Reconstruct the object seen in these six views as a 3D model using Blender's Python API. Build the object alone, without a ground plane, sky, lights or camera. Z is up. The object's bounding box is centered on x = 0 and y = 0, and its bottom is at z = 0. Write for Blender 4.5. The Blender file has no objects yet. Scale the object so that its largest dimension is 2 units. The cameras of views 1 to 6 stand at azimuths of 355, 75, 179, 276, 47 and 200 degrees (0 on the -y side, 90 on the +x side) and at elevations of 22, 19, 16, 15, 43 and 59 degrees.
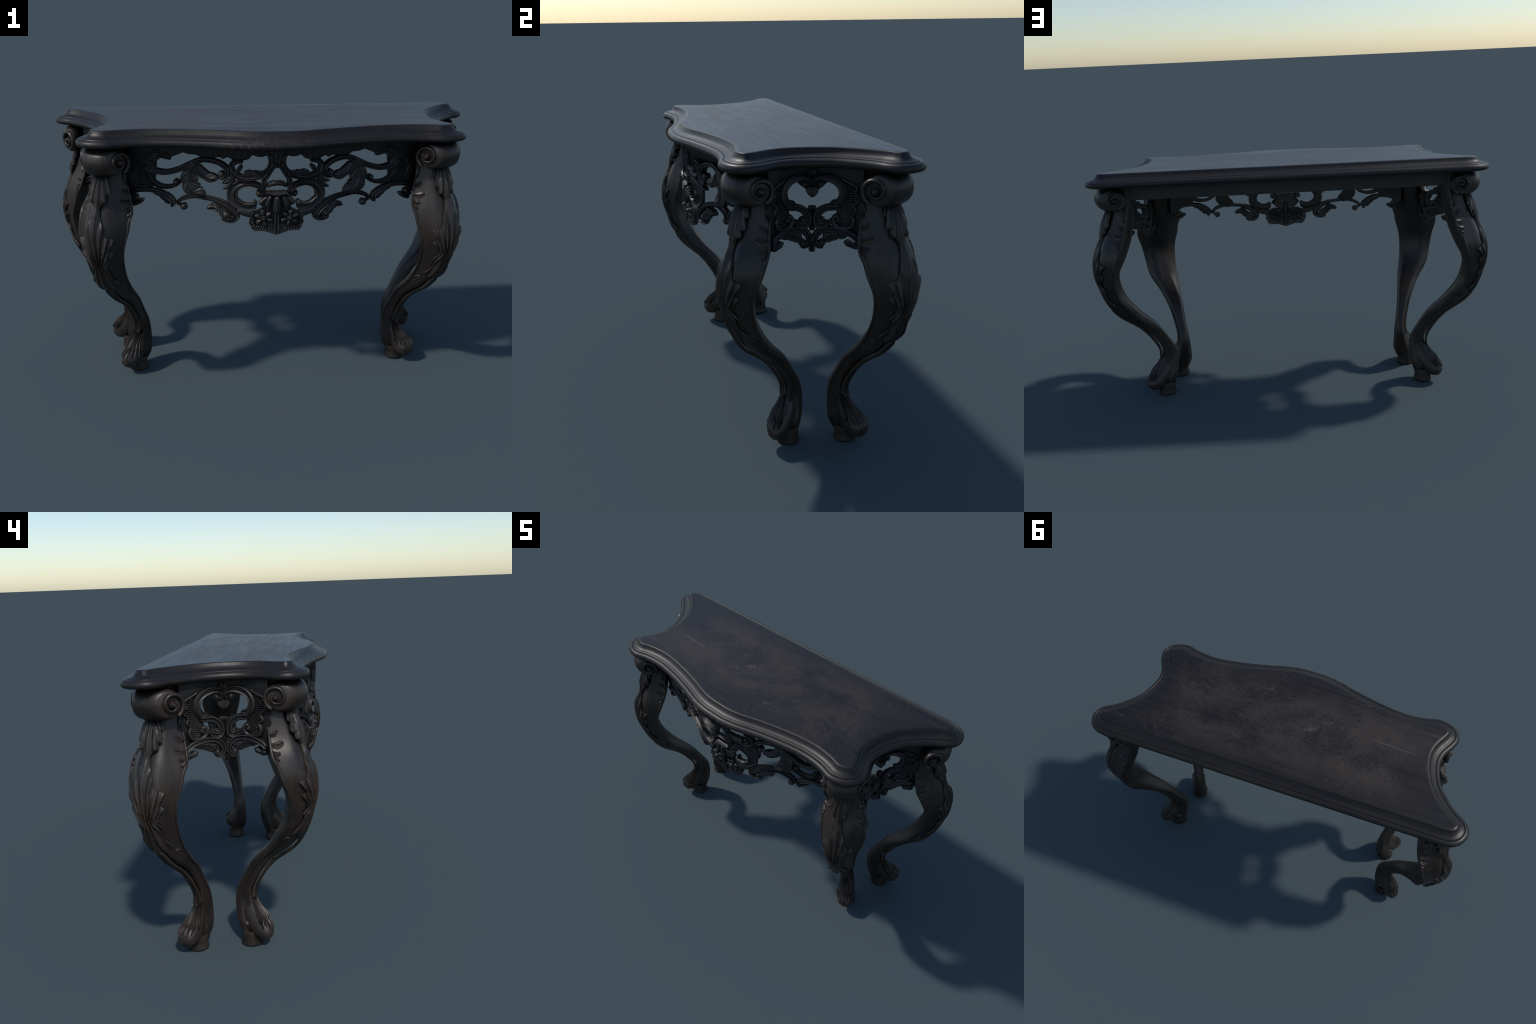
# Carved dark-wood console table with serpentine top, pierced aprons and cabriole legs.
import bpy, bmesh, math, random
import numpy as np
from mathutils import Matrix, Vector
from mathutils.geometry import tessellate_polygon

random.seed(7)
SC = bpy.context.scene.collection
TAU = 2 * math.pi


# ------------------------------------------------------------------ helpers
def hermite(xs, ys):
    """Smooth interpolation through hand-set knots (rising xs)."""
    xs = np.array(xs, float)
    ys = np.array(ys, float)
    m = np.gradient(ys, xs)

    def f(x):
        x = np.clip(x, xs[0], xs[-1])
        i = np.clip(np.searchsorted(xs, x) - 1, 0, len(xs) - 2)
        h = xs[i + 1] - xs[i]
        t = (x - xs[i]) / h
        return ((2 * t**3 - 3 * t**2 + 1) * ys[i] + (t**3 - 2 * t * t + t) * h * m[i]
                + (-2 * t**3 + 3 * t * t) * ys[i + 1] + (t**3 - t * t) * h * m[i + 1])
    return f


def spline(pts, step, closed=False):
    """Centripetal Catmull-Rom through points of any dimension, resampled at `step`."""
    P = np.array(pts, float)
    n = len(P)
    if closed:
        Q = np.vstack([P[-1], P, P[0], P[1]])
        spans = n
    else:
        Q = np.vstack([2 * P[0] - P[1], P, 2 * P[-1] - P[-2]])
        spans = n - 1
    out = []
    for i in range(spans):
        p0, p1, p2, p3 = Q[i:i + 4]
        d = lambda a, b: max(np.linalg.norm(a[:2] - b[:2]), 1e-6) ** 0.5
        t0 = 0.0
        t1 = t0 + d(p0, p1)
        t2 = t1 + d(p1, p2)
        t3 = t2 + d(p2, p3)
        k = max(2, int(round(np.linalg.norm(p2[:2] - p1[:2]) / step)))
        for t in np.linspace(t1, t2, k, endpoint=False):
            a1 = (t1 - t) / (t1 - t0) * p0 + (t - t0) / (t1 - t0) * p1
            a2 = (t2 - t) / (t2 - t1) * p1 + (t - t1) / (t2 - t1) * p2
            a3 = (t3 - t) / (t3 - t2) * p2 + (t - t2) / (t3 - t2) * p3
            b1 = (t2 - t) / (t2 - t0) * a1 + (t - t0) / (t2 - t0) * a2
            b2 = (t3 - t) / (t3 - t1) * a2 + (t - t1) / (t3 - t1) * a3
            out.append((t2 - t) / (t2 - t1) * b1 + (t - t1) / (t2 - t1) * b2)
    if not closed:
        out.append(P[-1])
    return np.array(out)


class Geo:
    """Collects verts and faces of one part."""
    def __init__(self):
        self.v = []
        self.f = []

    def grid(self, rows, closed_u=False, cap=True, closed_v=False):
        """rows: list of equal-length point lists; closed_u joins each row to a ring."""
        b = len(self.v)
        n = len(rows[0])
        m = len(rows)
        for r in rows:
            self.v += [tuple(p) for p in r]
        for i in range(m if closed_v else m - 1):
            i2 = (i + 1) % m
            for j in range(n if closed_u else n - 1):
                k = (j + 1) % n
                self.f.append((b + i * n + j, b + i * n + k, b + i2 * n + k, b + i2 * n + j))
        if closed_u and cap and not closed_v:
            self.f.append(tuple(b + j for j in range(n)))
            self.f.append(tuple(b + (m - 1) * n + j for j in range(n)))

    def add(self, other):
        b = len(self.v)
        self.v += other.v
        self.f += [tuple(i + b for i in f) for f in other.f]

    def mesh(self, name, mat, sharp=42):
        me = bpy.data.meshes.new(name)
        me.from_pydata(self.v, [], self.f)
        bm = bmesh.new()
        bm.from_mesh(me)
        bmesh.ops.remove_doubles(bm, verts=bm.verts, dist=2e-5)
        bmesh.ops.dissolve_degenerate(bm, edges=bm.edges, dist=1e-6)
        bmesh.ops.recalc_face_normals(bm, faces=bm.faces)
        bm.to_mesh(me)
        bm.free()
        me.polygons.foreach_set("use_smooth", [True] * len(me.polygons))
        me.set_sharp_from_angle(angle=math.radians(sharp))
        me.materials.append(mat)
        return me


def place(name, me, parent=None, matrix=None):
    ob = bpy.data.objects.new(name, me)
    SC.objects.link(ob)
    if parent is not None:
        ob.parent = parent
    if matrix is not None:
        ob.matrix_local = matrix
    return ob


def mirrored(name, me, parent):
    """A copy of a part on the other side of x = 0, sharing its mesh."""
    ob = place(name, me, parent)
    ob.scale = (-1, 1, 1)
    return ob


# ------------------------------------------------------------------ materials
def node(nt, kind, **kw):
    n = nt.nodes.new(kind)
    for k, v in kw.items():
        setattr(n, k, v)
    return n


def ramp(nt, src, stops):
    r = node(nt, "ShaderNodeValToRGB")
    el = r.color_ramp.elements
    while len(el) < len(stops):
        el.new(0.5)
    for e, (p, c) in zip(el, stops):
        e.position = p
        e.color = (c, c, c, 1) if not isinstance(c, tuple) else (*c, 1)
    nt.links.new(src, r.inputs[0])
    return r.outputs[0]


def mix(nt, fac, a, b, mode="MIX"):
    m = node(nt, "ShaderNodeMix", data_type="RGBA", blend_type=mode)
    for s, v in ((0, fac), (6, a), (7, b)):
        if isinstance(v, (int, float)):
            m.inputs[s].default_value = v
        elif isinstance(v, tuple):
            m.inputs[s].default_value = (*v, 1)
        else:
            nt.links.new(v, m.inputs[s])
    return m.outputs[2]


def math_node(nt, op, a, b=0.0, clamp=False):
    m = node(nt, "ShaderNodeMath", operation=op, use_clamp=clamp)
    for s, v in ((0, a), (1, b)):
        if isinstance(v, (int, float)):
            m.inputs[s].default_value = v
        else:
            nt.links.new(v, m.inputs[s])
    return m.outputs[0]


def noise(nt, vec, scale, stretch=(1, 1, 1), detail=5, rough=0.55, dist=0.0, rot=(0, 0, 0)):
    mp = node(nt, "ShaderNodeMapping")
    mp.inputs["Scale"].default_value = stretch
    mp.inputs["Rotation"].default_value = rot
    nt.links.new(vec, mp.inputs["Vector"])
    n = node(nt, "ShaderNodeTexNoise")
    n.inputs["Scale"].default_value = scale
    n.inputs["Detail"].default_value = detail
    n.inputs["Roughness"].default_value = rough
    n.inputs["Distortion"].default_value = dist
    nt.links.new(mp.outputs[0], n.inputs["Vector"])
    return n.outputs["Fac"]


def scratch_set(nt, vec, scale, rot, stretch, width, breakup, keep):
    """Hair-thin lines: narrow level bands of a noise drawn out along one direction, broken up in places."""
    mp = node(nt, "ShaderNodeMapping")
    mp.inputs["Rotation"].default_value = (0, 0, rot)
    nt.links.new(vec, mp.inputs["Vector"])
    n = noise(nt, mp.outputs[0], scale, (stretch, 1, 1), 1, 0.3)
    line = ramp(nt, math_node(nt, "ABSOLUTE", math_node(nt, "SUBTRACT", n, 0.5)), [(0.0, 1.0), (width, 0.0)])
    br = ramp(nt, noise(nt, vec, breakup, detail=3), [(keep, 0.0), (keep + 0.1, 1.0)])
    return math_node(nt, "MULTIPLY", line, br)


def base_material(name, rough):
    m = bpy.data.materials.new(name)
    m.use_nodes = True
    nt = m.node_tree
    bsdf = nt.nodes["Principled BSDF"]
    bsdf.inputs["Roughness"].default_value = rough
    bsdf.inputs["Specular IOR Level"].default_value = 0.5
    tc = node(nt, "ShaderNodeTexCoord")
    return m, nt, bsdf, tc.outputs["Object"]


def bump(nt, bsdf, h, strength, dist):
    b = node(nt, "ShaderNodeBump")
    b.inputs["Strength"].default_value = strength
    b.inputs["Distance"].default_value = dist
    nt.links.new(h, b.inputs["Height"])
    nt.links.new(b.outputs[0], bsdf.inputs["Normal"])


def carved_material(name, dark, light, edge, grain, rough=0.38):
    m, nt, bsdf, obj = base_material(name, 0.36)
    g = noise(nt, obj, 60, grain, 6, 0.6)
    patch = noise(nt, obj, 7, (1, 1, 1), 5, 0.6)
    speck = noise(nt, obj, 150, (1, 1, 1), 3, 0.6)
    fac = math_node(nt, "ADD", math_node(nt, "MULTIPLY", g, 0.45), math_node(nt, "MULTIPLY", patch, 0.55))
    col = mix(nt, ramp(nt, fac, [(0.36, 0.0), (0.64, 1.0)]), dark, light)
    col = mix(nt, math_node(nt, "MULTIPLY", ramp(nt, speck, [(0.55, 0.0), (0.75, 1.0)]), 0.25), col, edge)
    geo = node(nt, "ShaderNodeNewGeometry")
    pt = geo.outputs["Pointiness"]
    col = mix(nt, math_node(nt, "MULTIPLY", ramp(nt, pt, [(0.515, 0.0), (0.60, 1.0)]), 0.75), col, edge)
    col = mix(nt, ramp(nt, pt, [(0.40, 0.85), (0.49, 0.0)]), col, (0.006, 0.005, 0.005))  # creases tinted near black, crevice shade painted by curvature
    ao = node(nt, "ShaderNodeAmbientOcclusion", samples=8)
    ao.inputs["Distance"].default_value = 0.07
    occlusion_tint = ramp(nt, ao.outputs["AO"], [(0.25, 0.85), (0.80, 0.0)])  # ambient occlusion baked into the colour, blackening crevices and sheltered faces
    col = mix(nt, occlusion_tint, col, (0.004, 0.0035, 0.0035))
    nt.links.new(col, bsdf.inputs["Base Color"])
    spec = math_node(nt, "SUBTRACT", 0.45, math_node(nt, "MULTIPLY", occlusion_tint, 0.38))
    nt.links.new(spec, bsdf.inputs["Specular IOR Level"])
    nt.links.new(ramp(nt, patch, [(0.3, rough - 0.05), (0.7, rough + 0.10)]), bsdf.inputs["Roughness"])
    bump(nt, bsdf, math_node(nt, "ADD", g, math_node(nt, "MULTIPLY", speck, 0.4)), 0.25, 0.002)
    return m


def rub_mask(nt, obj):
    """Rubbed speckle along the middle of the front edge."""
    s = node(nt, "ShaderNodeSeparateXYZ")
    nt.links.new(obj, s.inputs[0])
    mid = ramp(nt, math_node(nt, "ABSOLUTE", math_node(nt, "ADD", s.outputs["X"], 0.13)), [(0.05, 1.0), (0.42, 0.0)])
    edge = ramp(nt, math_node(nt, "MULTIPLY", s.outputs["Y"], -1.0), [(0.31, 0.0), (0.35, 1.0)])
    sp = ramp(nt, noise(nt, obj, 55, (1, 1, 1), 8, 0.8), [(0.45, 0.0), (0.62, 1.0)])
    return math_node(nt, "MULTIPLY", math_node(nt, "MULTIPLY", mid, edge), math_node(nt, "MULTIPLY", sp, 0.6))


def top_material():
    m, nt, bsdf, obj = base_material("tabletop_wood", 0.4)
    bsdf.inputs["Specular IOR Level"].default_value = 0.38
    grain = noise(nt, obj, 45, (0.06, 1, 1), 6, 0.65, 0.3)
    fine = noise(nt, obj, 160, (0.1, 1, 1), 4, 0.6)
    big = noise(nt, obj, 2.6, (0.8, 1.2, 1), 6, 0.62, 0.4)
    worn = noise(nt, obj, 95, (1, 1, 1), 8, 0.75, 0.5)
    col = mix(nt, ramp(nt, grain, [(0.35, 0.0), (0.65, 1.0)]), (0.0085, 0.0070, 0.0064), (0.015, 0.0121, 0.0106))
    # worn brown haze in patches over the middle of the flat top
    haze = ramp(nt, math_node(nt, "ADD", math_node(nt, "MULTIPLY", big, 0.55), math_node(nt, "MULTIPLY", worn, 0.45)),
                [(0.45, 0.0), (0.56, 1.0)])
    sep = node(nt, "ShaderNodeSeparateXYZ")
    geo = node(nt, "ShaderNodeNewGeometry")
    nt.links.new(geo.outputs["Normal"], sep.inputs[0])
    flat = ramp(nt, sep.outputs["Z"], [(0.96, 0.25), (0.995, 1.0)])
    haze = math_node(nt, "MULTIPLY", haze, flat)
    pos = node(nt, "ShaderNodeSeparateXYZ")
    nt.links.new(obj, pos.inputs[0])
    inx = ramp(nt, math_node(nt, "ABSOLUTE", pos.outputs["X"]), [(0.55, 1.0), (0.82, 0.08)])
    iny = ramp(nt, math_node(nt, "ABSOLUTE", math_node(nt, "SUBTRACT", pos.outputs["Y"], 0.02)), [(0.15, 1.0), (0.28, 0.15)])
    haze = math_node(nt, "MULTIPLY", haze, math_node(nt, "MULTIPLY", inx, iny))
    col = mix(nt, math_node(nt, "MULTIPLY", haze, 0.75), col, (0.048, 0.0345, 0.0265))
    sc = scratch_set(nt, obj, 16, 0.05, 0.06, 0.006, 3.0, 0.46)
    sc2 = scratch_set(nt, obj, 60, 0.80, 0.10, 0.035, 6.0, 0.50)
    sc3 = scratch_set(nt, obj, 60, -0.95, 0.10, 0.035, 5.0, 0.50)
    lines = math_node(nt, "MAXIMUM", math_node(nt, "MULTIPLY", sc, 0.5), math_node(nt, "MULTIPLY", math_node(nt, "MAXIMUM", sc2, sc3), 0.20))
    lines = math_node(nt, "MULTIPLY", lines, flat)
    col = mix(nt, lines, col, (0.10, 0.08, 0.068))
    pt = geo.outputs["Pointiness"]
    col = mix(nt, math_node(nt, "MULTIPLY", ramp(nt, pt, [(0.53, 0.0), (0.60, 1.0)]), 0.35), col, (0.05, 0.042, 0.038))
    rub = rub_mask(nt, obj)
    col = mix(nt, rub, col, (0.085, 0.070, 0.060))
    nt.links.new(col, bsdf.inputs["Base Color"])
    streak = noise(nt, obj, 48, (0.05, 1, 1), 5, 0.6)
    rgh = math_node(nt, "ADD", ramp(nt, streak, [(0.35, 0.345), (0.65, 0.405)]), math_node(nt, "MULTIPLY", haze, 0.08))
    rgh = math_node(nt, "ADD", rgh, math_node(nt, "MULTIPLY", math_node(nt, "SUBTRACT", 1.0, flat), 0.09))
    nt.links.new(rgh, bsdf.inputs["Roughness"])
    bump(nt, bsdf, math_node(nt, "ADD", math_node(nt, "MULTIPLY", grain, 0.6), math_node(nt, "MULTIPLY", fine, 0.4)), 0.22, 0.0015)
    return m


MAT_TOP = top_material()
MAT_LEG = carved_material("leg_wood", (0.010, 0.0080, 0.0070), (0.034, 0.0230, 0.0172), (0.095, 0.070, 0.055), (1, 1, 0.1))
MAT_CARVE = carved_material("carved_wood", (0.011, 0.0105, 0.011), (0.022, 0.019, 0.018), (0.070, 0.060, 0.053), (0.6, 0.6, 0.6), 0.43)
MAT_RECESS = carved_material("shadow_darkened_wood", (0.006, 0.006, 0.0062), (0.012, 0.011, 0.011), (0.03, 0.027, 0.025), (0.4, 1, 0.4), 0.55)  # apron plates: base colour darkened for the shadow beneath the overhanging top
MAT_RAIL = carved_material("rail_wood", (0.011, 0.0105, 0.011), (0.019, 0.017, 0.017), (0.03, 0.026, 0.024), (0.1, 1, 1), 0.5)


# ------------------------------------------------------------------ carving tools
# Every ornament is laid out in surface millimetres (a, b) and lifted by a height h
# through a mapping M(a, b, h) -> xyz, so the same tools carve aprons, legs and scrolls.
def profile(kind, outer):
    n = 18
    v = np.linspace(-1, 1, n)
    if kind == "bead":          # C-scroll: bead along the outer rim, hollow sloping to the inside
        k = hermite([-1, -.8, -.5, -.15, .12, .3, .42, .54, .68, .86, 1], [.10, .50, .30, .22, .34, .72, .66, .38, .92, 1.0, .35])
        h = k(v)
    elif kind == "double":      # stem with a groove between two ridges
        k = hermite([-1, -.8, -.5, -.12, .12, .5, .8, 1], [.25, .8, 1, .55, .55, 1, .8, .25])
        h = k(v)
    elif kind == "ridge":       # stem with one ridge
        h = 0.2 + 0.8 * (1 - np.abs(v)) ** 0.7
    else:                       # round
        h = np.sqrt(np.clip(1 - 0.95 * v * v, 0, 1))
    if outer < 0:
        h = h[::-1]
    return v, h


def stroke(M, pts, height=0.012, back=-0.02, kind="round", outer=1, step=0.004, ends=(True, True)):
    """A carved strip of varying width along a smooth curve; pts are (a, b, half width) in mm."""
    C = spline(np.array(pts, float) / 1000, step)
    seg = np.linalg.norm(np.diff(C[:, :2], axis=0), axis=1)
    L = np.r_[0, np.cumsum(seg)]
    T = np.gradient(C[:, :2], axis=0)
    T /= np.linalg.norm(T, axis=1)[:, None] + 1e-12
    N = np.c_[-T[:, 1], T[:, 0]]
    v, hp = profile(kind, outer)
    rows = []
    for i in range(len(C)):
        w = max(C[i, 2] * 1.10, 5e-4)
        s = 1.0
        for near, flag in ((L[i], ends[0]), (L[-1] - L[i], ends[1])):
            if flag and near < w:
                s = min(s, math.sqrt(max(1 - (1 - near / w) ** 2, 0.02)))
        ww = w * s
        hh = height * (0.55 + 0.45 * s) * min(1.0, 0.45 + w / 0.018)
        ring = [(C[i, :2] + N[i] * ww * x, hh * y) for x, y in zip(v, hp)]
        ring += [(C[i, :2] + N[i] * ww * x, back * y) for x, y in ((1.0, .6), (.6, 1.0), (-.6, 1.0), (-1.0, .6))]
        rows.append([M(p[0], p[1], h) for p, h in ring])
    g = Geo()
    g.grid(rows, closed_u=True)
    return g


def boss(M, a, b, r, height=0.014, back=-0.018, twist=True):
    """A round knob with a little curl cut into it."""
    a, b, r = a / 1000, b / 1000, r / 1000
    g = Geo()
    rows = []
    n = 18
    for rr, h in ((1.0, back), (1.0, .2), (.93, .5), (.75, .72), (.62, .66), (.5, .8), (.33, .97), (.12, 1.0)):
        rows.append([M(a + rr * r * math.cos(t), b + rr * r * math.sin(t), h if h < 0 else h * height)
                     for t in np.linspace(0, TAU, n, endpoint=False)])
    g.grid(rows, closed_u=True)
    return g


def leaf(M, pts, height=0.012, back=-0.02, lobes=4, depth=0.35, sweep=0.25, veins=0.35, cup=0.4, tip=True, nu=44, nv=15, flutes=0):
    """Acanthus-like leaf: lobed edges swept towards the tip, ridged along each lobe, raised midrib."""
    C = spline(np.array(pts, float) / 1000, 0.003)
    seg = np.linalg.norm(np.diff(C[:, :2], axis=0), axis=1)
    L = np.r_[0, np.cumsum(seg)]
    u = np.linspace(0, 1, nu)
    C = np.c_[[np.interp(u * L[-1], L, C[:, k]) for k in range(3)]].T
    T = np.gradient(C[:, :2], axis=0)
    T /= np.linalg.norm(T, axis=1)[:, None] + 1e-12
    N = np.c_[-T[:, 1], T[:, 0]]
    top, bot = [], []
    for i in range(nu):
        ph = (u[i] * lobes) % 1.0
        if u[i] >= 1:
            ph = 1.0
        cut = 1 - depth * (1 - math.sin(math.pi * min(1, max(0, ph)) ** 0.8)) if lobes else 1
        w = max(C[i, 2] * (1.12 if lobes else 1.0), 4e-4) * cut
        if tip:
            w *= math.sqrt(max(1 - max(0, (u[i] - 0.85) / 0.15) ** 2, 0.01))
        rt, rb = [], []
        for v in np.linspace(-1, 1, nv):
            av = abs(v)
            sh = sweep * C[i, 2] * av**1.5
            p = C[i, :2] + N[i] * w * v + T[i] * sh
            rib = math.exp(-(av / 0.13) ** 2)
            lb = 0.5 + 0.5 * math.cos(TAU * (u[i] * lobes - 0.5 - 0.0 * av)) if lobes else 0.5
            fl = 0.5 + 0.5 * math.cos(TAU * (u[i] * lobes * 2 - av * 1.1)) if lobes else 0.5
            h = height * ((1 - cup * av**2) * (0.62 + 0.2 * lb * av + veins * (fl - 0.5) * min(1, av * 2)) + 0.38 * rib)
            if flutes:
                h += height * .22 * math.cos(math.pi * flutes * v) * min(1, 4 * u[i], 5 * (1 - u[i]) + .2)
            rt.append(M(p[0], p[1], h))
            rb.append(M(p[0], p[1], back if isinstance(back, (int, float)) else back(h)))
        top.append(rt)
        bot.append(rb)
    rows = [t + b[::-1] for t, b in zip(top, bot)]
    g = Geo()
    g.grid(rows, closed_u=True)
    return g


def band(M, top, bot, h0=0.0, back=-0.018, relief=None, nb=10, na=120):
    """A plate between an upper and a lower edge, both given as (a, b) mm running along a."""
    ta, tb = np.array(sorted(top)).T / 1000
    ba, bb = np.array(sorted(bot)).T / 1000
    a0, a1 = max(ta[0], ba[0]), min(ta[-1], ba[-1])
    rows = []
    aa = np.unique(np.r_[np.linspace(a0, a1, na), ba[(ba > a0) & (ba < a1)]])
    for a in aa:
        t, b = np.interp(a, ta, tb), np.interp(a, ba, bb)
        zs = np.linspace(b, max(t, b + 1e-3), nb)
        front = []
        for k, z in enumerate(zs):
            h = h0 + (relief(a, z, (z - b) / (t - b + 1e-9)) if relief else 0)
            if k == 0:
                h -= 0.003
            front.append(M(a, z, h))
        rows.append(front + [M(a, zs[-1], back), M(a, zs[0], back)])
    g = Geo()
    g.grid(rows, closed_u=True)
    return g


# ------------------------------------------------------------------ the table
table = bpy.data.objects.new("console_table", None)
SC.objects.link(table)
table["label"] = "black carved baroque console table with pierced scroll aprons"
table["category"] = "console table"

# ---------------- tabletop: serpentine outline, moulded edge
HALF = [(0, .380), (.30, .380), (.60, .380), (.80, .380), (.895, .380), (.942, .367), (.975, .338), (.992, .292), (.985, .250),
        (.958, .219), (.918, .193), (.864, .142), (.815, .078), (.785, .0), (.777, -.065), (.788, -.112), (.817, -.168),
        (.831, -.212), (.824, -.252), (.800, -.282), (.758, -.304), (.704, -.311), (.645, -.2955), (.580, -.286),
        (.510, -.286), (.378, -.3065), (.250, -.3365), (.150, -.365), (.070, -.3785), (0, -.380)]
loop = HALF + [(-x, y) for x, y in HALF[-2:0:-1]]
OUT = spline(loop, 0.012, closed=True)
TN = np.roll(OUT, -1, 0) - np.roll(OUT, 1, 0)
TN /= np.linalg.norm(TN, axis=1)[:, None]
INW = np.c_[TN[:, 1], -TN[:, 0]]
if np.mean((OUT + INW * .01)[:, 0] ** 2) > np.mean(OUT[:, 0] ** 2):
    INW = -INW


def inset(d):
    """Outline moved inwards; where that would fold over itself the corner is mitred."""
    Q = OUT + INW * d
    D = np.sqrt(((Q[:, None, :] - OUT[None, :, :]) ** 2).sum(2)).min(1)
    ok = D > d * 0.985 - 1e-5
    n = len(Q)
    R = Q.copy()
    for i in range(n):
        if not ok[i]:
            a = i
            while not ok[a % n]:
                a -= 1
            b = i
            while not ok[b % n]:
                b += 1
            R[i] = (Q[a % n] + Q[b % n]) / 2
    return R


EDGE = [(.110, 1.1655), (.030, 1.1650), (.014, 1.1655), (.005, 1.1685), (.001, 1.1745), (.000, 1.1800), (.0015, 1.1865), (.006, 1.1930),
        (.012, 1.1968), (.0185, 1.1980), (.0205, 1.1962), (.0230, 1.1962), (.0245, 1.1990), (.0270, 1.2012), (.0330, 1.2020),
        (.0355, 1.2028), (.0420, 1.2050), (.0490, 1.2095), (.0545, 1.2155), (.0585, 1.2220), (.0604, 1.2270), (.0622, 1.2290), (.0760, 1.2294)]
g = Geo()
g.grid([[(p[0], p[1], z) for p in inset(d)] for d, z in EDGE], closed_u=True, cap=False)
nring = len(OUT)
for first in (0, (len(EDGE) - 1) * nring):
    ring = [Vector(g.v[first + i]) for i in range(nring)]
    keep = [i for i in range(nring) if (ring[i] - ring[i - 1]).length > 1e-5]
    for tri in tessellate_polygon([[ring[i] for i in keep]]):
        g.f.append(tuple(first + keep[i] for i in tri))
place("tabletop", g.mesh("tabletop", MAT_TOP, 50), table)

# ---------------- surfaces that carry the aprons
front_y = hermite([0, .1, .2, .3, .4, .5, .57, .66], [-.312, -.302, -.281, -.245, -.22, -.2, -.182, -.155])
side_x = hermite([-.17, -.11, -.07, -.03, .02, .06, .1, .14, .18], [.805, .772, .752, .744, .75, .768, .796, .828, .862])
_y = np.linspace(-.17, .18, 400)
_x = side_x(_y)
_s = np.r_[0, np.cumsum(np.hypot(np.diff(_y), np.diff(_x)))]
_s -= np.interp(.022, _y, _s)
_sd = np.gradient(_x, _y)


_fx = np.linspace(0, .70, 701)
_fy = front_y(_fx)
_fd = np.gradient(_fy, _fx)


def M_front(a, z, h):
    x = abs(a)
    d = float(np.interp(x, _fx, _fd))
    if x < .02:
        d *= x / .02
    n = Vector((d * (1 if a >= 0 else -1), -1.0)).normalized()
    return (a + n.x * h, float(np.interp(x, _fx, _fy)) + n.y * h, z)


def M_side(a, z, h):
    y = float(np.interp(a, _s, _y))
    d = float(np.interp(a, _s, _sd))
    n = Vector((1.0, -d)).normalized()
    return (float(np.interp(a, _s, _x)) + n.x * h, y + n.y * h, z)


jit = iter([0.0004 * ((i * 7) % 23) for i in range(4000)])   # keeps back faces of overlapping pieces apart


def part(name, geos, parent, mat=MAT_CARVE, mirror=False):
    g = Geo()
    for x in (geos if isinstance(geos, list) else [geos]):
        g.add(x)
    me = g.mesh(name, mat)
    ob = place(name, me, parent)
    if mirror:
        mirrored(name, me, parent)
    return ob


def B(base=-0.021):
    return base + next(jit)


# ---------------- front apron
BAND_BOT = [(650, 925), (608, 948), (562, 962), (531, 966), (517, 994), (507, 1086), (492, 1108), (471, 1113), (447, 1108), (432, 1111),
            (408, 1121), (390, 1129), (369, 1122), (335, 1121), (316, 1110), (285, 1108), (254, 1114), (242, 1117), (224, 1110),
            (205, 1119), (191, 1111), (179, 1105), (149, 1104), (118, 1113), (103, 1131), (84, 1124), (63, 1123), (39, 1130), (11, 1126), (0, 1124)]


def gadroon(a, z, t):
    """Upright flutes along the top band, fading out above and towards the legs."""
    k = max(0, 1 - abs(a) / .50) ** 0.4 if abs(a) < .5 else 0
    return .003 * k * math.sin(abs(a) * TAU / .014) * (1 - .5 * t) + (.004 * k if t < .8 else 0)


bot = BAND_BOT + [(-a, b) for a, b in BAND_BOT[:-1]]
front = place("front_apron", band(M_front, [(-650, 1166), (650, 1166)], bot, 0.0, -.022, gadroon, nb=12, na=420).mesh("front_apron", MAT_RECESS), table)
F = M_front
part("scroll_stem", [stroke(F, [(551, 1071, 11), (527, 1052, 13), (495, 1043, 12), (460, 1042, 11), (415, 1054, 11), (371, 1074, 12), (335, 1091, 12),
     (311, 1100, 10), (268, 1099, 10), (234, 1089, 10), (210, 1069, 10), (207, 1046, 9), (218, 1029, 8), (239, 1024, 7)], .014, B(), "double"),
     boss(F, 233, 1042, 15, .014, B())], front, mirror=True)
part("scroll_leaf", leaf(F, [(513, 1053, 9), (529, 1076, 13), (513, 1102, 14), (486, 1115, 13), (460, 1111, 11), (444, 1099, 8)], .015, B(), 3, .2, .2), front, mirror=True)
part("scroll", [stroke(F, [(542, 1042, 8), (537, 1026, 10), (527, 1007, 11), (505, 987, 11), (472, 979, 9), (436, 984, 8), (411, 1000, 8), (410, 1012, 6)], .014, B(), "bead", 1),
     boss(F, 425, 1001, 12, .013, B())], front, mirror=True)
part("scroll", stroke(F, [(632, 918, 10), (620, 937, 10), (593, 955, 9), (562, 960, 9), (526, 960, 10), (491, 951, 12), (460, 933, 14), (441, 913, 13), (447, 887, 6)],
     .014, B(), "double"), front, mirror=True)
part("scroll_leaf", leaf(F, [(525, 952, 5), (495, 938, 8), (470, 916, 9), (456, 902, 6)], .009, B(), 3, .3), front, mirror=True)
part("scroll", [stroke(F, [(622, 890, 10), (593, 901, 9), (570, 917, 9)], .010, B(), "ridge"), boss(F, 603, 922, 13, .012, B()),
     stroke(F, [(628, 905, 12), (604, 915, 12)], .008, B())], front, mirror=True)
part("wavy_border", stroke(F, [(602, 967, 4), (593, 1003, 4), (604, 1036, 4), (591, 1057, 4), (593, 1071, 4), (575, 1085, 4), (565, 1105, 4), (541, 1116, 4),
     (519, 1127, 4), (498, 1132, 4), (479, 1126, 3)], .010, -.006), front, mirror=True)
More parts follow.
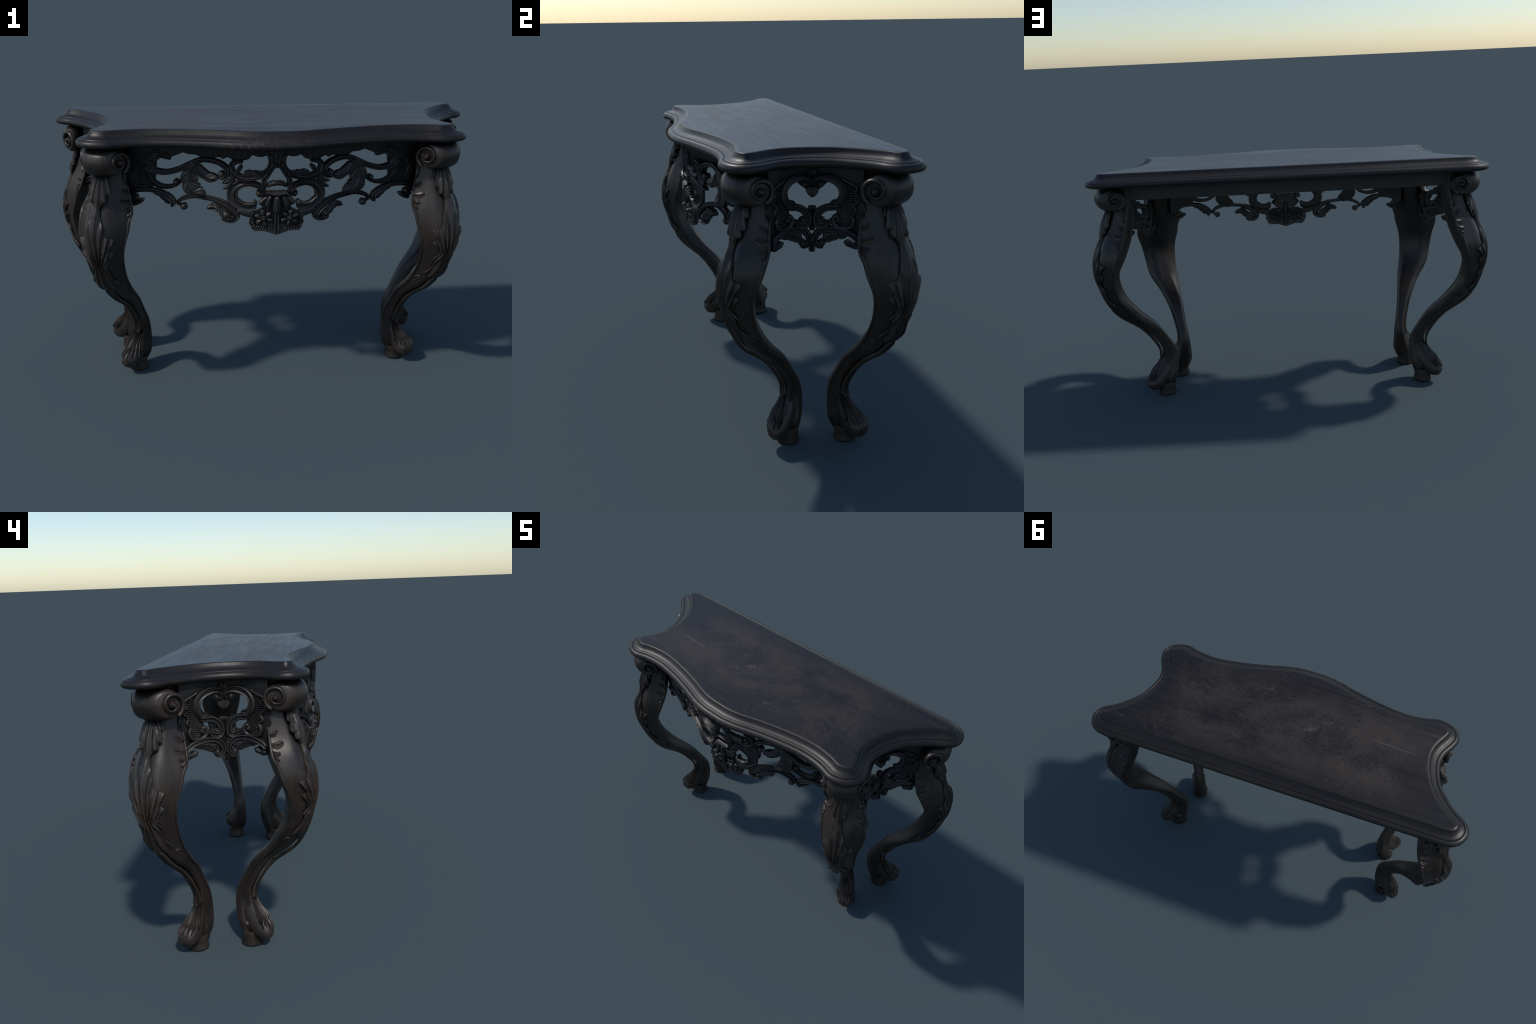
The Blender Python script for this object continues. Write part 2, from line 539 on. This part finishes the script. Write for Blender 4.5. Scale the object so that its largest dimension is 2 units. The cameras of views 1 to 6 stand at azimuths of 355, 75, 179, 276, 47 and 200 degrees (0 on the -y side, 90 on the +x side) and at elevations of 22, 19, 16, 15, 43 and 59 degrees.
flutes = [stroke(F, [(530 - 10 * math.sin(i * .28) + 6, 972 + i * 7.6, 2.6), (590 - 5 * math.cos(i * .9), 972 + i * 7.6, 2.6)], .007, -.006) for i in range(14)]
flutes += [stroke(F, [(545 - i * 9, 1088 + i * 5, 2.4), (562 - i * 12, 1100 + i * 5.5, 2.4)], .006, -.006) for i in range(5)]
part("fluted_panel", flutes, front, mirror=True)["kind"] = "stuff"
part("acanthus_leaf", leaf(F, [(338, 1088, 20), (360, 1056, 30), (368, 1022, 33), (364, 988, 33), (346, 962, 27), (306, 950, 12)], .017, B(), 4, .22, .35, .22, .55), front, mirror=True)
part("acanthus_leaf", leaf(F, [(333, 1075, 12), (313, 1044, 19), (282, 1026, 18), (247, 1025, 9)], .013, B(), 2, .2, .3, .2, .5), front, mirror=True)
part("scroll", [stroke(F, [(407, 897, 6), (418, 906, 8), (408, 922, 8), (376, 936, 9), (340, 942, 9), (303, 937, 9), (265, 931, 9), (224, 916, 12), (198, 898, 13),
     (176, 875, 14), (172, 858, 13), (188, 842, 11), (214, 841, 9), (233, 850, 8)], .015, B(), "bead", 1), boss(F, 395, 891, 16, .014, B()), boss(F, 214, 863, 21, .016, B())], front, mirror=True)
part("scroll_leaf", leaf(F, [(222, 860, 15), (238, 882, 18), (256, 897, 16), (276, 897, 11), (293, 889, 8)], .014, B(), 3, .25, .3), front, mirror=True)
part("ring_scroll", [stroke(F, [(84, 957, 8), (61, 962, 9), (54, 976, 9), (68, 994, 11), (94, 1007, 11), (125, 1011, 13), (158, 1003, 17), (181, 984, 20), (189, 960, 21),
     (185, 935, 21), (168, 920, 20), (149, 908, 19), (125, 904, 18), (104, 908, 17), (87, 916, 14)], .017, B(), "bead", -1), boss(F, 77, 967, 13, .015, B()), boss(F, 95, 923, 12, .018, B())], front, mirror=True)
part("leaf_tuft", [leaf(F, [(187, 1033, 8), (204, 1014, 9), (230, 1007, 4)], .011, B(), 0), leaf(F, [(189, 1011, 8), (206, 992, 9), (226, 982, 4)], .012, B(), 0),
     stroke(F, [(197, 1086, 7), (189, 1047, 9), (185, 1008, 9)], .010, B())], front, mirror=True)
part("upper_scroll", stroke(F, [(142, 1099, 5), (166, 1101, 10), (185, 1092, 11), (190, 1072, 11), (175, 1048, 13), (149, 1035, 13), (115, 1033, 11), (80, 1039, 11), (51, 1054, 11),
     (32, 1075, 11), (24, 1100, 12), (26, 1121, 13), (42, 1137, 7)], .014, B(), "bead", 1), front, mirror=True)
part("scroll_leaf", [leaf(F, [(42, 1056, 4), (84, 1051, 10), (115, 1053, 10), (138, 1057, 4)], .011, B(), 3, .3), leaf(F, [(173, 1051, 5), (160, 1066, 10), (148, 1084, 5)], .011, B(), 2, .3)], front, mirror=True)
part("strap", stroke(F, [(6, 1098, 8), (13, 1087, 10), (23, 1073, 10), (39, 1050, 11), (53, 1025, 11), (55, 1004, 10), (50, 987, 8)], .012, B(), "double"), front, mirror=True)
part("ribbon", leaf(F, [(44, 996, 6), (26, 1008, 10), (-1, 1011, 8)], .012, B(), 2, .2, tip=False), front, mirror=True)
part("palmette", [leaf(F, [(0, 1078, 9), (0 + s * 13, 1115, 13), (s * 36, 1144, 12)], .011 + .001 * abs(s), B(), 0) for s in (-1, 0, 1)], front)
part("vase_rim", stroke(F, [(-44, 972, 7), (-25, 966, 11), (0, 963, 13), (25, 966, 11), (44, 972, 7)], .019, B(), "ridge"), front)
shell = [band(F, [(-70, 922), (-44, 966), (44, 966), (70, 922)], [(-70, 915), (-45, 893), (-18, 882), (18, 882), (45, 893), (70, 915)], .004, B(), nb=8, na=40),
         stroke(F, [(0, 958, 11), (0, 925, 16), (0, 888, 18), (0, 880, 17)], .021, -.002)]
for s in (-1, 1):
    shell += [stroke(F, [(s * 25, 958, 9), (s * 36, 932, 14), (s * 42, 906, 15)], .018, -.002), stroke(F, [(s * 41, 955, 7), (s * 58, 936, 11), (s * 76, 920, 10)], .016, -.002)]
shell += [stroke(F, [(x, 948, 2), (x * 1.25, 890, 3)], .0245, .008) for x in (-7, 0, 7)]
part("shell", shell, front)
PT = [(118, 841), (112, 864), (101, 880), (91, 888), (70, 897), (42, 893), (40, 905), (1, 907)]
PB = [(118, 833), (97, 799), (52, 799), (0, 782)]


def panel_relief(a, z, t):
    e = max(0, .3 - t) / .3
    return .008 * e + .003 * e * math.sin(a * TAU / .012) - .004 * (1 - e)


part("flower_panel", band(F, PT + [(-a, b) for a, b in PT], PB + [(-a, b) for a, b in PB[:-1]], .004, B(), panel_relief, nb=14, na=60), front)
part("panel_leaf", [stroke(F, [(x * .86, z + 20, 3), (x * .95, z + 8, 5), (x * 1.02, z - 4, 3)], .014, -.004) for x, z in
      ((112, 838), (110, 824), (106, 810), (94, 806), (82, 806), (70, 806), (58, 806), (46, 803), (35, 799), (25, 796))]
     + [leaf(F, [(96, 884, 5), (106, 866, 8), (112, 848, 4)], .012, -.004, 0), leaf(F, [(24, 890, 5), (28, 905, 7), (24, 916, 3)], .014, -.004, 0)], front, mirror=True)
part("panel_rib", stroke(F, [(0, 900, 9), (0, 850, 11), (0, 812, 14), (0, 788, 9)], .013, -.01, "double"), front)
part("shoulder", stroke(F, [(168, 890, 12), (131, 880, 16), (96, 876, 18)], .010, B()), front, mirror=True)
petals = []
for k in range(6):
    t = math.radians(20 + 60 * k)
    petals.append((55 + 8 * math.cos(t), 857 + 8 * math.sin(t), 55 + 43 * math.cos(t), 857 + 40 * math.sin(t)))
for x0, z0, x1, z1 in petals:
    part("petal", [stroke(F, [(x0, z0, 5), ((x0 + x1) / 2, (z0 + z1) / 2, 11.5), (x1, z1, 7)], .014, -.004), stroke(F, [(x0, z0, 2), (x1 * .9 + x0 * .1, z1 * .9 + z0 * .1, 2.2)], .0170, .006)], front, mirror=True)
part("flower_eye", boss(F, 55, 857, 13, .025, -.004), front, mirror=True)
G = lambda a, z, h: M_front(a, z, -.021 - h)       # the same motif shows faintly on the back
part("flower_back", [leaf(G, [(x0, z0, 7), ((x0 + x1) / 2, (z0 + z1) / 2, 14), (x1, z1, 9)], .009, -.004, 0, cup=.5, nu=16, nv=9) for x0, z0, x1, z1 in petals]
     + [boss(G, 55, 857, 12, .011, -.004)], front, mirror=True)
part("rib_back", stroke(G, [(0, 930, 14), (0, 850, 11), (0, 800, 12)], .007, -.004), front)


# ---------------- side aprons (built on the +x side, copied to -x)
def both(fn, pts):
    return [fn(pts), fn([(-p[0],) + tuple(p[1:]) for p in pts])]


side_parts = []
S = M_side


def spart(name, geos, stuff=False):
    g = Geo()
    for x in geos:
        g.add(x)
    side_parts.append((name, g.mesh(name, MAT_CARVE), stuff))


def sboth(name, pts, eyes=(), kind="bead", outer=1, h=.014):
    for sg in (1, -1):
        q = [(sg * p[0],) + tuple(p[1:]) for p in pts]
        spart(name, [stroke(S, q, h, B(), kind, outer * sg)] + [boss(S, sg * e[0], e[1], e[2], h * 1.05, B()) for e in eyes])


plate_bot = [(0, 1072), (17, 1076), (41, 1096), (50, 1106), (62, 1110), (87, 1112), (106, 1098), (112, 1071), (126, 941), (170, 914), (185, 905)]
plate = [band(S, [(-185, 1166), (185, 1166)], plate_bot + [(-a, b) for a, b in plate_bot[1:]], -.003, -.021, nb=10, na=120)]
plate += both(lambda p: stroke(S, p, .001, -.0195, "flat"), [(122, 1050, 22), (120, 1020, 26), (118, 996, 28), (121, 963, 31), (126, 945, 30)])
gp = Geo()
for x in plate:
    gp.add(x)
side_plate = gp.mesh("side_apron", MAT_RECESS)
sboth("heart_scroll", [(23, 1093, 6), (8, 1101, 8), (8, 1117, 9), (26, 1126, 10), (54, 1126, 13), (87, 1115, 15), (109, 1094, 16), (114, 1071, 16), (106, 1048, 15), (89, 1035, 13), (66, 1039, 8)],
      [(30, 1102, 12)], "bead", -1 * -1)
sboth("scroll", [(108, 1023, 8), (80, 1020, 11), (51, 1016, 12), (26, 1000, 13), (15, 976, 14), (21, 953, 14), (45, 953, 13), (64, 967, 11)], [(34, 968, 13), (71, 969, 10)], "double")
sboth("volute", [(102, 987, 6), (85, 987, 8), (78, 972, 9), (87, 953, 10), (117, 945, 9), (146, 955, 8), (154, 978, 7), (146, 996, 5)], [(97, 975, 11)], "round")
sboth("wavy_border", [(142, 992, 5), (161, 1013, 5), (152, 1031, 5), (173, 1052, 5), (174, 1065, 5), (159, 1076, 5), (165, 1097, 5), (144, 1109, 5), (126, 1116, 5), (108, 1126, 5)], (), "round", 1, .009)
sboth("lower_scroll", [(44, 871, 7), (25, 871, 9), (10, 888, 11), (14, 911, 12), (34, 930, 12), (68, 939, 11), (105, 937, 12), (139, 929, 12), (163, 917, 12), (180, 902, 10)], [(36, 884, 14)], "double")
for sg in (1, -1):
    spart("scroll_leaf", [leaf(S, [(sg * 132, 925, 14), (sg * 96, 922, 20), (sg * 67, 914, 21), (sg * 46, 893, 11)], .013, B(), 3, .2, .3, .2, .5)])
    spart("scroll_leaf", [leaf(S, [(sg * 175, 884, 12), (sg * 144, 887, 11), (sg * 122, 897, 8)], .010, B(), 2, .25)])
    fl = [stroke(S, [(sg * (124 - 3 * math.sin(i * .5)), 1004 + i * 9.0, 3), (sg * (156 + 9 * math.sin(i * 1.1 - .8)), 1005 + i * 9.0, 2.4)], .007, -.006) for i in range(12)]
    fl += [stroke(S, [(sg * 104, 972 - k * 3, 2.5), (sg * (140 - k * 3), 980 - k * 10, 4)], .008, -.006) for k in range(4)]
    spart("fluted_panel", fl, True)
spart("palmette", [leaf(S, [(0, 1106, 7), (s * 5, 1132, 9), (s * 17, 1150 + (5 if s == 0 else -4), 9)], .013 + .001 * abs(s), B(), 0) for s in (-1, 0, 1)])
spart("drop_leaf", [leaf(S, [(0, 1098, 14), (0, 1083, 22), (0, 1070, 18), (0, 1054, 4)], .007, B(), 0, tip=False)])
spart("fan_leaf", [leaf(S, [(0, 950, 3), (s * 1, 995, 7), (s * 9, 1018, 9)], .013, B(), 0) for s in (-1, 0, 1)] + [leaf(S, [(0, 965, 3), (s * 5, 931, 6)], .012, B(), 0) for s in (-1, 1)])
spart("fan_leaf", [leaf(S, [(0, 910, 3), (0, 872, 6), (s * 7, 850, 7)], .013, B(), 0) for s in (-1, 0, 1)])
for k in (1, -1):
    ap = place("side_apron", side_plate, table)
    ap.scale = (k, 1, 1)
    for nm, me, stuff in side_parts:
        o = place(nm, me, ap)
        if stuff:
            o["kind"] = "stuff"

# ---------------- plain rail between the back legs
def box(x0, x1, y0, y1, z0, z1, bev=.003):
    bm = bmesh.new()
    bmesh.ops.create_cube(bm, size=1, matrix=Matrix.Translation(((x0 + x1) / 2, (y0 + y1) / 2, (z0 + z1) / 2)) @ Matrix.Diagonal((x1 - x0, y1 - y0, z1 - z0, 1)))
    bmesh.ops.bevel(bm, geom=bm.edges[:], offset=bev, segments=2, affect="EDGES")
    me = bpy.data.meshes.new("back_rail")
    bm.to_mesh(me)
    bm.free()
    me.materials.append(MAT_RAIL)
    return me


place("back_rail", box(-.80, .80, .262, .290, 1.090, 1.1655), table)

# ------------------------------------------------------------------ legs
# Knots down the leg: height, outer reach, sideways drift, depth, half widths (left, right), nose half widths.
LEG = np.array([
    (1.166, .186, .026, .098, .060, .070, .030, .032),
    (1.100, .186, .026, .100, .062, .073, .031, .033),
    (1.050, .193, .026, .106, .066, .079, .032, .033),
    (1.000, .210, .027, .118, .073, .088, .035, .035),
    (.950, .235, .029, .135, .082, .101, .039, .038),
    (.870, .283, .037, .160, .106, .126, .045, .045),
    (.800, .312, .043, .158, .106, .124, .044, .050),
    (.720, .317, .039, .126, .089, .102, .037, .044),
    (.640, .298, .032, .113, .083, .088, .035, .036),
    (.560, .265, .023, .112, .080, .080, .039, .032),
    (.480, .207, .000, .111, .060, .059, .042, .030),
    (.400, .114, -.010, .093, .036, .041, .040, .028),
    (.320, .054, -.014, .083, .020, .034, .032, .024),
    (.240, .015, -.016, .085, .016, .038, .025, .020),
    (.160, .013, -.009, .086, .024, .053, .022, .020),
    (.080, .024, .000, .078, .034, .060, .020, .022),
    (.045, .020, .002, .060, .030, .046, .016, .018)])
LZ = LEG[::-1, 0]
LF = [hermite(LZ, LEG[::-1, k]) for k in range(1, 8)]
inset_nose = hermite([.04, .20, .24, .40, .50, .56, .9, .96, 1.2], [0, .002, .010, .014, .010, .014, .012, .004, 0])


def corners(z):
    so, ty, D, wp, wm, np_, nm = [float(f(z)) for f in LF]
    k = float(inset_nose(z))
    so -= k
    D -= k
    fb = float(np.interp(z, [.45, .62, .95, 1.05], [.6, .42, .42, .6]))
    return [Vector((so, ty + np_)), Vector((so - D * .65, ty + wp)), Vector((so - D, ty + wp * fb)),
            Vector((so - D, ty - wm * fb)), Vector((so - D * .65, ty - wm)), Vector((so, ty - nm))]


def section(z):
    """Rounded six-sided section, flat cheeks towards the outer nose, softer back."""
    c = corners(z)
    soft = (.42, .16, .45, .45, .16, .42)
    out = []
    for i in range(6):
        p, q, r = c[i - 1], c[i], c[(i + 1) % 6]
        f, f2 = soft[i] * .5, soft[i] * .5
        cut = min((p - q).length, (r - q).length) * soft[i]
        a = q + (p - q).normalized() * cut
        b = q + (r - q).normalized() * cut
        qq = q + (q - (a + b) / 2) * .18
        for t in (0, .2, .4, .6, .8, 1):
            out.append((1 - t) ** 2 * a + 2 * t * (1 - t) * qq + t * t * b)
        nx = c[(i + 1) % 6]
        cut2 = min((q - nx).length, (c[(i + 2) % 6] - nx).length) * soft[(i + 1) % 6]
        e = nx + (q - nx).normalized() * cut2
        for t in (.25, .5, .75):
            out.append(b.lerp(e, t))
    return [(p.x, p.y, z) for p in out]


g = Geo()
g.grid([section(z) for z in np.linspace(.047, 1.166, 110)], closed_u=True)
leg_body = g.mesh("leg", MAT_LEG, 55)


def wrap(z):
    """Path across the nose of the leg: distances (left positive) and points."""
    c = corners(z)
    mid = (c[0] + c[5]) / 2
    P = [c[4], c[5].lerp(c[4], .25), c[5] * .75 + mid * .25, mid + Vector((.004, 0)), c[0] * .75 + mid * .25, c[0].lerp(c[1], .25), c[1]]
    L = [0]
    for a, b in zip(P, P[1:]):
        L.append(L[-1] + (b - a).length)
    return [l - L[3] for l in L], P


WSTEP = .002
WRAPS = []                                   # the wrap path tabulated down the leg
for _k in range(int(1.22 / WSTEP)):
    _L, _P = wrap(_k * WSTEP)
    WRAPS.append((_L, [p.x for p in _P], [p.y for p in _P]))


def nose_at(a, z):
    k = min(max(z / WSTEP, 0), len(WRAPS) - 2)
    i = int(k)
    t = k - i
    L0, x0, y0 = WRAPS[i]
    L1, x1, y1 = WRAPS[i + 1]
    j = 0
    while j < 5 and a > L0[j + 1] * (1 - t) + L1[j + 1] * t:
        j += 1
    la = L0[j] * (1 - t) + L1[j] * t
    lb = L0[j + 1] * (1 - t) + L1[j + 1] * t
    f = min(max((a - la) / (lb - la), 0), 1)
    return Vector(((x0[j] * (1 - f) + x0[j + 1] * f) * (1 - t) + (x1[j] * (1 - f) + x1[j + 1] * f) * t,
                   (y0[j] * (1 - f) + y0[j + 1] * f) * (1 - t) + (y1[j] * (1 - f) + y1[j + 1] * f) * t, z))


def M_nose(a, z, h):
    at = nose_at
    p = at(a, z)
    n = (at(a + .006, z) - at(a - .006, z)).cross(at(a, z + .01) - at(a, z - .01))
    n.normalize()
    if n.x < 0 and abs(a) < .03:
        n = -n
    return tuple(p + n * h)


def M_cheek(sg):
    """Cheek of the leg: b runs from the inner edge towards the nose."""
    def M(b, z, h):
        def at(b, z):
            c = corners(z)
            e, n = (c[1], c[0]) if sg > 0 else (c[4], c[5])
            d = (n - e)
            q = e + d * (b / d.length)
            return Vector((q.x, q.y, z))
        p = at(b, z)
        n = (at(b + .005, z) - at(b - .005, z)).cross(at(b, z + .005) - at(b, z - .005))
        n.normalize()
        if n.y * sg < 0:
            n = -n
        return tuple(p + n * h)
    return M


leg_parts = []


def lpart(name, geos, mat=MAT_LEG, sharp=42, stuff=False):
    g = Geo()
    for x in (geos if isinstance(geos, list) else [geos]):
        g.add(x)
    leg_parts.append((name, g.mesh(name, mat, sharp), stuff))


# barrel-shaped scroll at the knee top, with spiral ends on the two cheeks
BC = Vector((.1845, .0185))
BA = math.radians(12)
BZ = 1.101
CA = math.cos(math.radians(66)) / math.sin(math.radians(66))


def bar(p, q, z):
    return (BC.x + p * math.cos(BA) - q * math.sin(BA), BC.y + p * math.sin(BA) + q * math.cos(BA), z)


rows = []
for ph in np.linspace(-1, 1, 25):
    r = .0635 * math.sqrt(1 - .20 * ph**2 - .26 * abs(ph)**5)
    rows.append([bar(.022 + r * math.cos(t), ph * (.091 - CA * (.022 + r * math.cos(t))), BZ + r * math.sin(t)) for t in np.linspace(0, TAU, 40, endpoint=False)])
g = Geo()
g.grid(rows, closed_u=True)
lpart("scroll_barrel", g, MAT_LEG, 60)


def M_disc(sg):
    u = (-math.sin(math.radians(66)), math.cos(math.radians(66)) * sg)
    n = (math.cos(math.radians(66)), math.sin(math.radians(66)) * sg)
    c = (.014, sg * (.091 - CA * .014))
    return lambda a, b, h: bar(c[0] + a * u[0] + h * n[0], c[1] + a * u[1] + h * n[1], BZ + b)


for sg in (1, -1):
    turn = []
    for k in range(34):
        t = k / 33
        ang = math.radians(-70) + t * TAU * 1.3
        r = 35 * (1 - t) ** .85 + 12
        turn.append((r * math.cos(ang), r * math.sin(ang), 9.0 - 3.4 * t))
    lpart("spiral", [stroke(M_disc(sg), turn, .015, -.008, "round", step=.004), boss(M_disc(sg), 0, 0, 14, .022, -.008)])

# hanging acanthus under the barrel
def M_cap(a, z, h):
    t = (1.055 - z) / .14
    p = M_nose(a, min(max(z, .88), 1.06), h)
    lift = .006 + .013 * math.sin(math.pi * min(max(t, 0), 1)) * (1 - (a / .06) ** 2 * .4)
    return (p[0] + lift, p[1], z)


def fan(M, base, tips, height, back, bend=.35, flutes=0):
    """Overlapping fluted lobes spreading from one base point; tips are (a, b, half width)."""
    out = []
    for k, (ta, tb, w) in enumerate(tips):
        a0, b0 = base[0] + (ta - base[0]) * .10, base[1]
        ma, mb = a0 + (ta - a0) * bend, b0 + (tb - b0) * .55
        out.append(leaf(M, [(a0, b0, w * .45), (ma, mb, w), ((ma + ta) / 2 + (ta - ma) * .12, (mb + tb) / 2 + (tb - mb) * .10, w * .85), (ta, tb, w * .35)],
                        height * (1 + .015 * (k % 5)), back - .0003 * k, 0, cup=.75, veins=0, nu=26, nv=11 + 4 * flutes, flutes=flutes))
    return out


def pair(pts):
    return [(s * a, b, w) for a, b, w in pts for s in ((1, -1) if a else (1,))]


def shell(M, outline, root, height, back, ridge=.0040, count=40, nz=150, nv=65):
    """Broad carved leaf in one piece: lobed outline (b, half width), ridges fanning out from (0, root)."""
    ob, ow = np.array(sorted(outline)).T / 1000
    root /= 1000
    rows = []
    for z in np.linspace(ob[0], ob[-1], nz):
        W = max(float(np.interp(z, ob, ow)), 5e-4)
        front, rear = [], []
        for v in np.linspace(-1, 1, nv):
            x = W * v
            sweep = math.copysign(.020, z - root) * v * v * min(1.2, W / .06)
            far = abs(z + sweep - root)
            th = math.atan2(abs(x), far)
            rg = 1 - 2 * abs(math.sin(th * count / 2)) ** 1.3
            h = height * (1 - .40 * abs(v) ** 3) + ridge * rg * min(1, far / .06) * min(1, W / .02)
            front.append(M(x, z + sweep, h))
            rear.append(M(x, z + sweep, back(h) if callable(back) else back))
        rows.append(front + rear[::-1])
    g = Geo()
    g.grid(rows, closed_u=True)
    return g


lpart("acanthus_leaf", shell(M_cap, [(1064, 14), (1056, 30), (1042, 38), (1030, 45), (1022, 46), (1014, 37), (1002, 44), (988, 50), (978, 47), (970, 34), (962, 38), (950, 38), (940, 22), (930, 18), (914, 11), (902, 3)],
                             1110, .013, lambda h: h - .010, .0040, 40))
# acanthus over the knee: plume fanning up from z = .64, then a tail of lobes running down
lpart("leaf_plume", shell(M_nose, [(926, 4), (915, 11), (890, 13), (870, 18), (845, 26), (820, 34), (795, 40), (775, 47), (764, 62), (752, 84), (742, 80), (726, 60), (716, 54), (708, 62), (698, 70), (688, 62), (672, 50), (660, 42), (648, 34)],
                          630, .0135, -.002))
lpart("leaf_tail", shell(M_nose, [(690, 30), (675, 40), (664, 50), (655, 49), (645, 40), (632, 38), (615, 42), (604, 48), (594, 60), (584, 66), (574, 58), (558, 38), (545, 30), (525, 20), (508, 8)],
                         730, .0120, .003, .0036, 38))
# loose stem standing off the shin
lpart("stem", stroke(M_nose, [(0, 540, 16), (0, 480, 13), (0, 420, 11), (0, 360, 11), (0, 300, 11), (0, 250, 12), (0, 200, 16)], .016, .009, "double", step=.006))
lpart("bead", [boss(M_nose, 0, z, 6, .0175, .009) for z in (402, 388, 374, 360)])
# carved sprigs on the cheeks by the aprons, edge bead and a small shin scroll
for sg in (1, -1):
    K = M_cheek(sg)
    sp = []
    for (b0, z0, b1, z1, w) in ((6, 992, 20, 1004, 6), (5, 955, 38, 970, 10), (5, 918, 54, 926, 13), (5, 895, 36, 888, 9), (6, 886, 25, 862, 8), (6, 890, 11, 838, 8)):
        sp.append(leaf(K, [(b0, z0, w * .6), ((b0 + b1) / 2, (z0 + z1) / 2 - 6, w), (b1, z1, w * .7)], .0085, -.003, 0, cup=.7, nu=18, nv=11))
    lpart("leaf_sprig", sp)
    lpart("edge_bead", stroke(K, [(46, 1152, 3), (24, 1140, 5), (10, 1110, 6), (6, 1070, 6), (16, 1030, 6), (20, 1005, 4)], .010, -.006, step=.008))
    lpart("edge_bead", stroke(K, [(6, 985, 3), (4, 940, 5), (4, 870, 6), (12, 838, 7), (8, 800, 6), (6, 740, 5), (5, 680, 4), (6, 620, 4), (8, 540, 4), (9, 460, 3.5), (9, 380, 3), (8, 300, 3), (8, 230, 2.5), (8, 190, 2)], .007, -.004, step=.008))
    lpart("shin_scroll", stroke(K, [(28, 500, 4), (40, 510, 4), (46, 522, 4), (36, 530, 4), (24, 524, 4), (12, 500, 4), (8, 470, 3), (6, 430, 2)], .006, -.004))

# foot: curled toe on a small turned pad
spine = [(-.032, .245, -.020, .008, .004), (-.024, .200, -.018, .028, .018), (-.010, .165, -.010, .037, .027), (.006, .130, -.004, .048, .036),
         (.030, .099, .002, .053, .042), (.054, .081, .009, .047, .044), (.078, .072, .015, .040, .040), (.096, .068, .019, .027, .029), (.106, .066, .022, .005, .006)]
SPN = spline([(s, z, t, r, w) for s, z, t, r, w in spine], .006)
TT = np.gradient(SPN[:, :2], axis=0)
TT /= np.linalg.norm(TT, axis=1)[:, None]


def toe_ring(i, n=24):
    s, z, t, r, w = SPN[i]
    nx, nz = -TT[i, 1], TT[i, 0]
    return [(s + nx * r * math.cos(k), t + w * math.sin(k), z + nz * r * math.cos(k)) for k in np.linspace(0, TAU, n, endpoint=False)]


g = Geo()
g.grid([toe_ring(i) for i in range(len(SPN))], closed_u=True)
lpart("foot", g, MAT_LEG, 60)
_len = np.r_[0, np.cumsum(np.linalg.norm(np.diff(SPN[:, :2], axis=0), axis=1))]


def M_toe(a, b, h):
    """Upper side of the toe: b runs along the foot, a across it."""
    v = [float(np.interp(b, _len, SPN[:, k])) for k in range(5)]
    tx, tz = float(np.interp(b, _len, TT[:, 0])), float(np.interp(b, _len, TT[:, 1]))
    r, w = v[3], v[4]
    k = a / max(.5 * (r + w), .012)
    nx, nz = tz, -tx
    if nz < 0 or (abs(nz) < .3 and nx < 0):
        nx, nz = -nx, -nz
    return (v[0] + nx * (r + h) * math.cos(k), v[2] + (w + h) * math.sin(k), v[1] + nz * (r + h) * math.cos(k))


tl = _len[-1] * 1000
lpart("toe_leaf", [leaf(M_toe, [(0, 4, 6), (0, 45, 22), (0, 95, 36), (0, 135, 40), (0, tl - 14, 28), (0, tl - 2, 10)], .006, -.003, 0, .2, .2, 0, .3, nu=50, nv=21)]
      + fan(M_toe, (0, 6), pair([(0, tl - 4, 9), (15, tl - 10, 9), (30, tl - 22, 9), (45, tl - 40, 8), (48, tl - 70, 7)]), .0115, -.003, .5))
lpart("foot_eye", [boss(lambda a, b, h, sg=sg: (-.012 + a, sg * (.030 + h) - .004, .098 + b), 0, 0, 15, .014, -.012) for sg in (1, -1)])
prof = [(.042, .066), (.042, .050), (.043, .030), (.046, .014), (.0475, .007), (.0475, .003), (.045, .0)]
g = Geo()
g.grid([[(r * math.cos(t), r * math.sin(t), z) for t in np.linspace(0, TAU, 32, endpoint=False)] for r, z in prof], closed_u=True)
lpart("foot_pad", g, MAT_LEG, 40)

for px, py, ang in ((.651, -.042, -73.2), (.700, .190, 15.2)):
    for sg in (1, -1):
        lg = place("leg", leg_body, table)
        lg.location = (sg * px, py, 0)
        lg.rotation_euler = (0, 0, math.radians(ang) * sg)
        lg.scale = (sg, 1, 1)
        for nm, me, stuff in leg_parts:
            place(nm, me, lg)
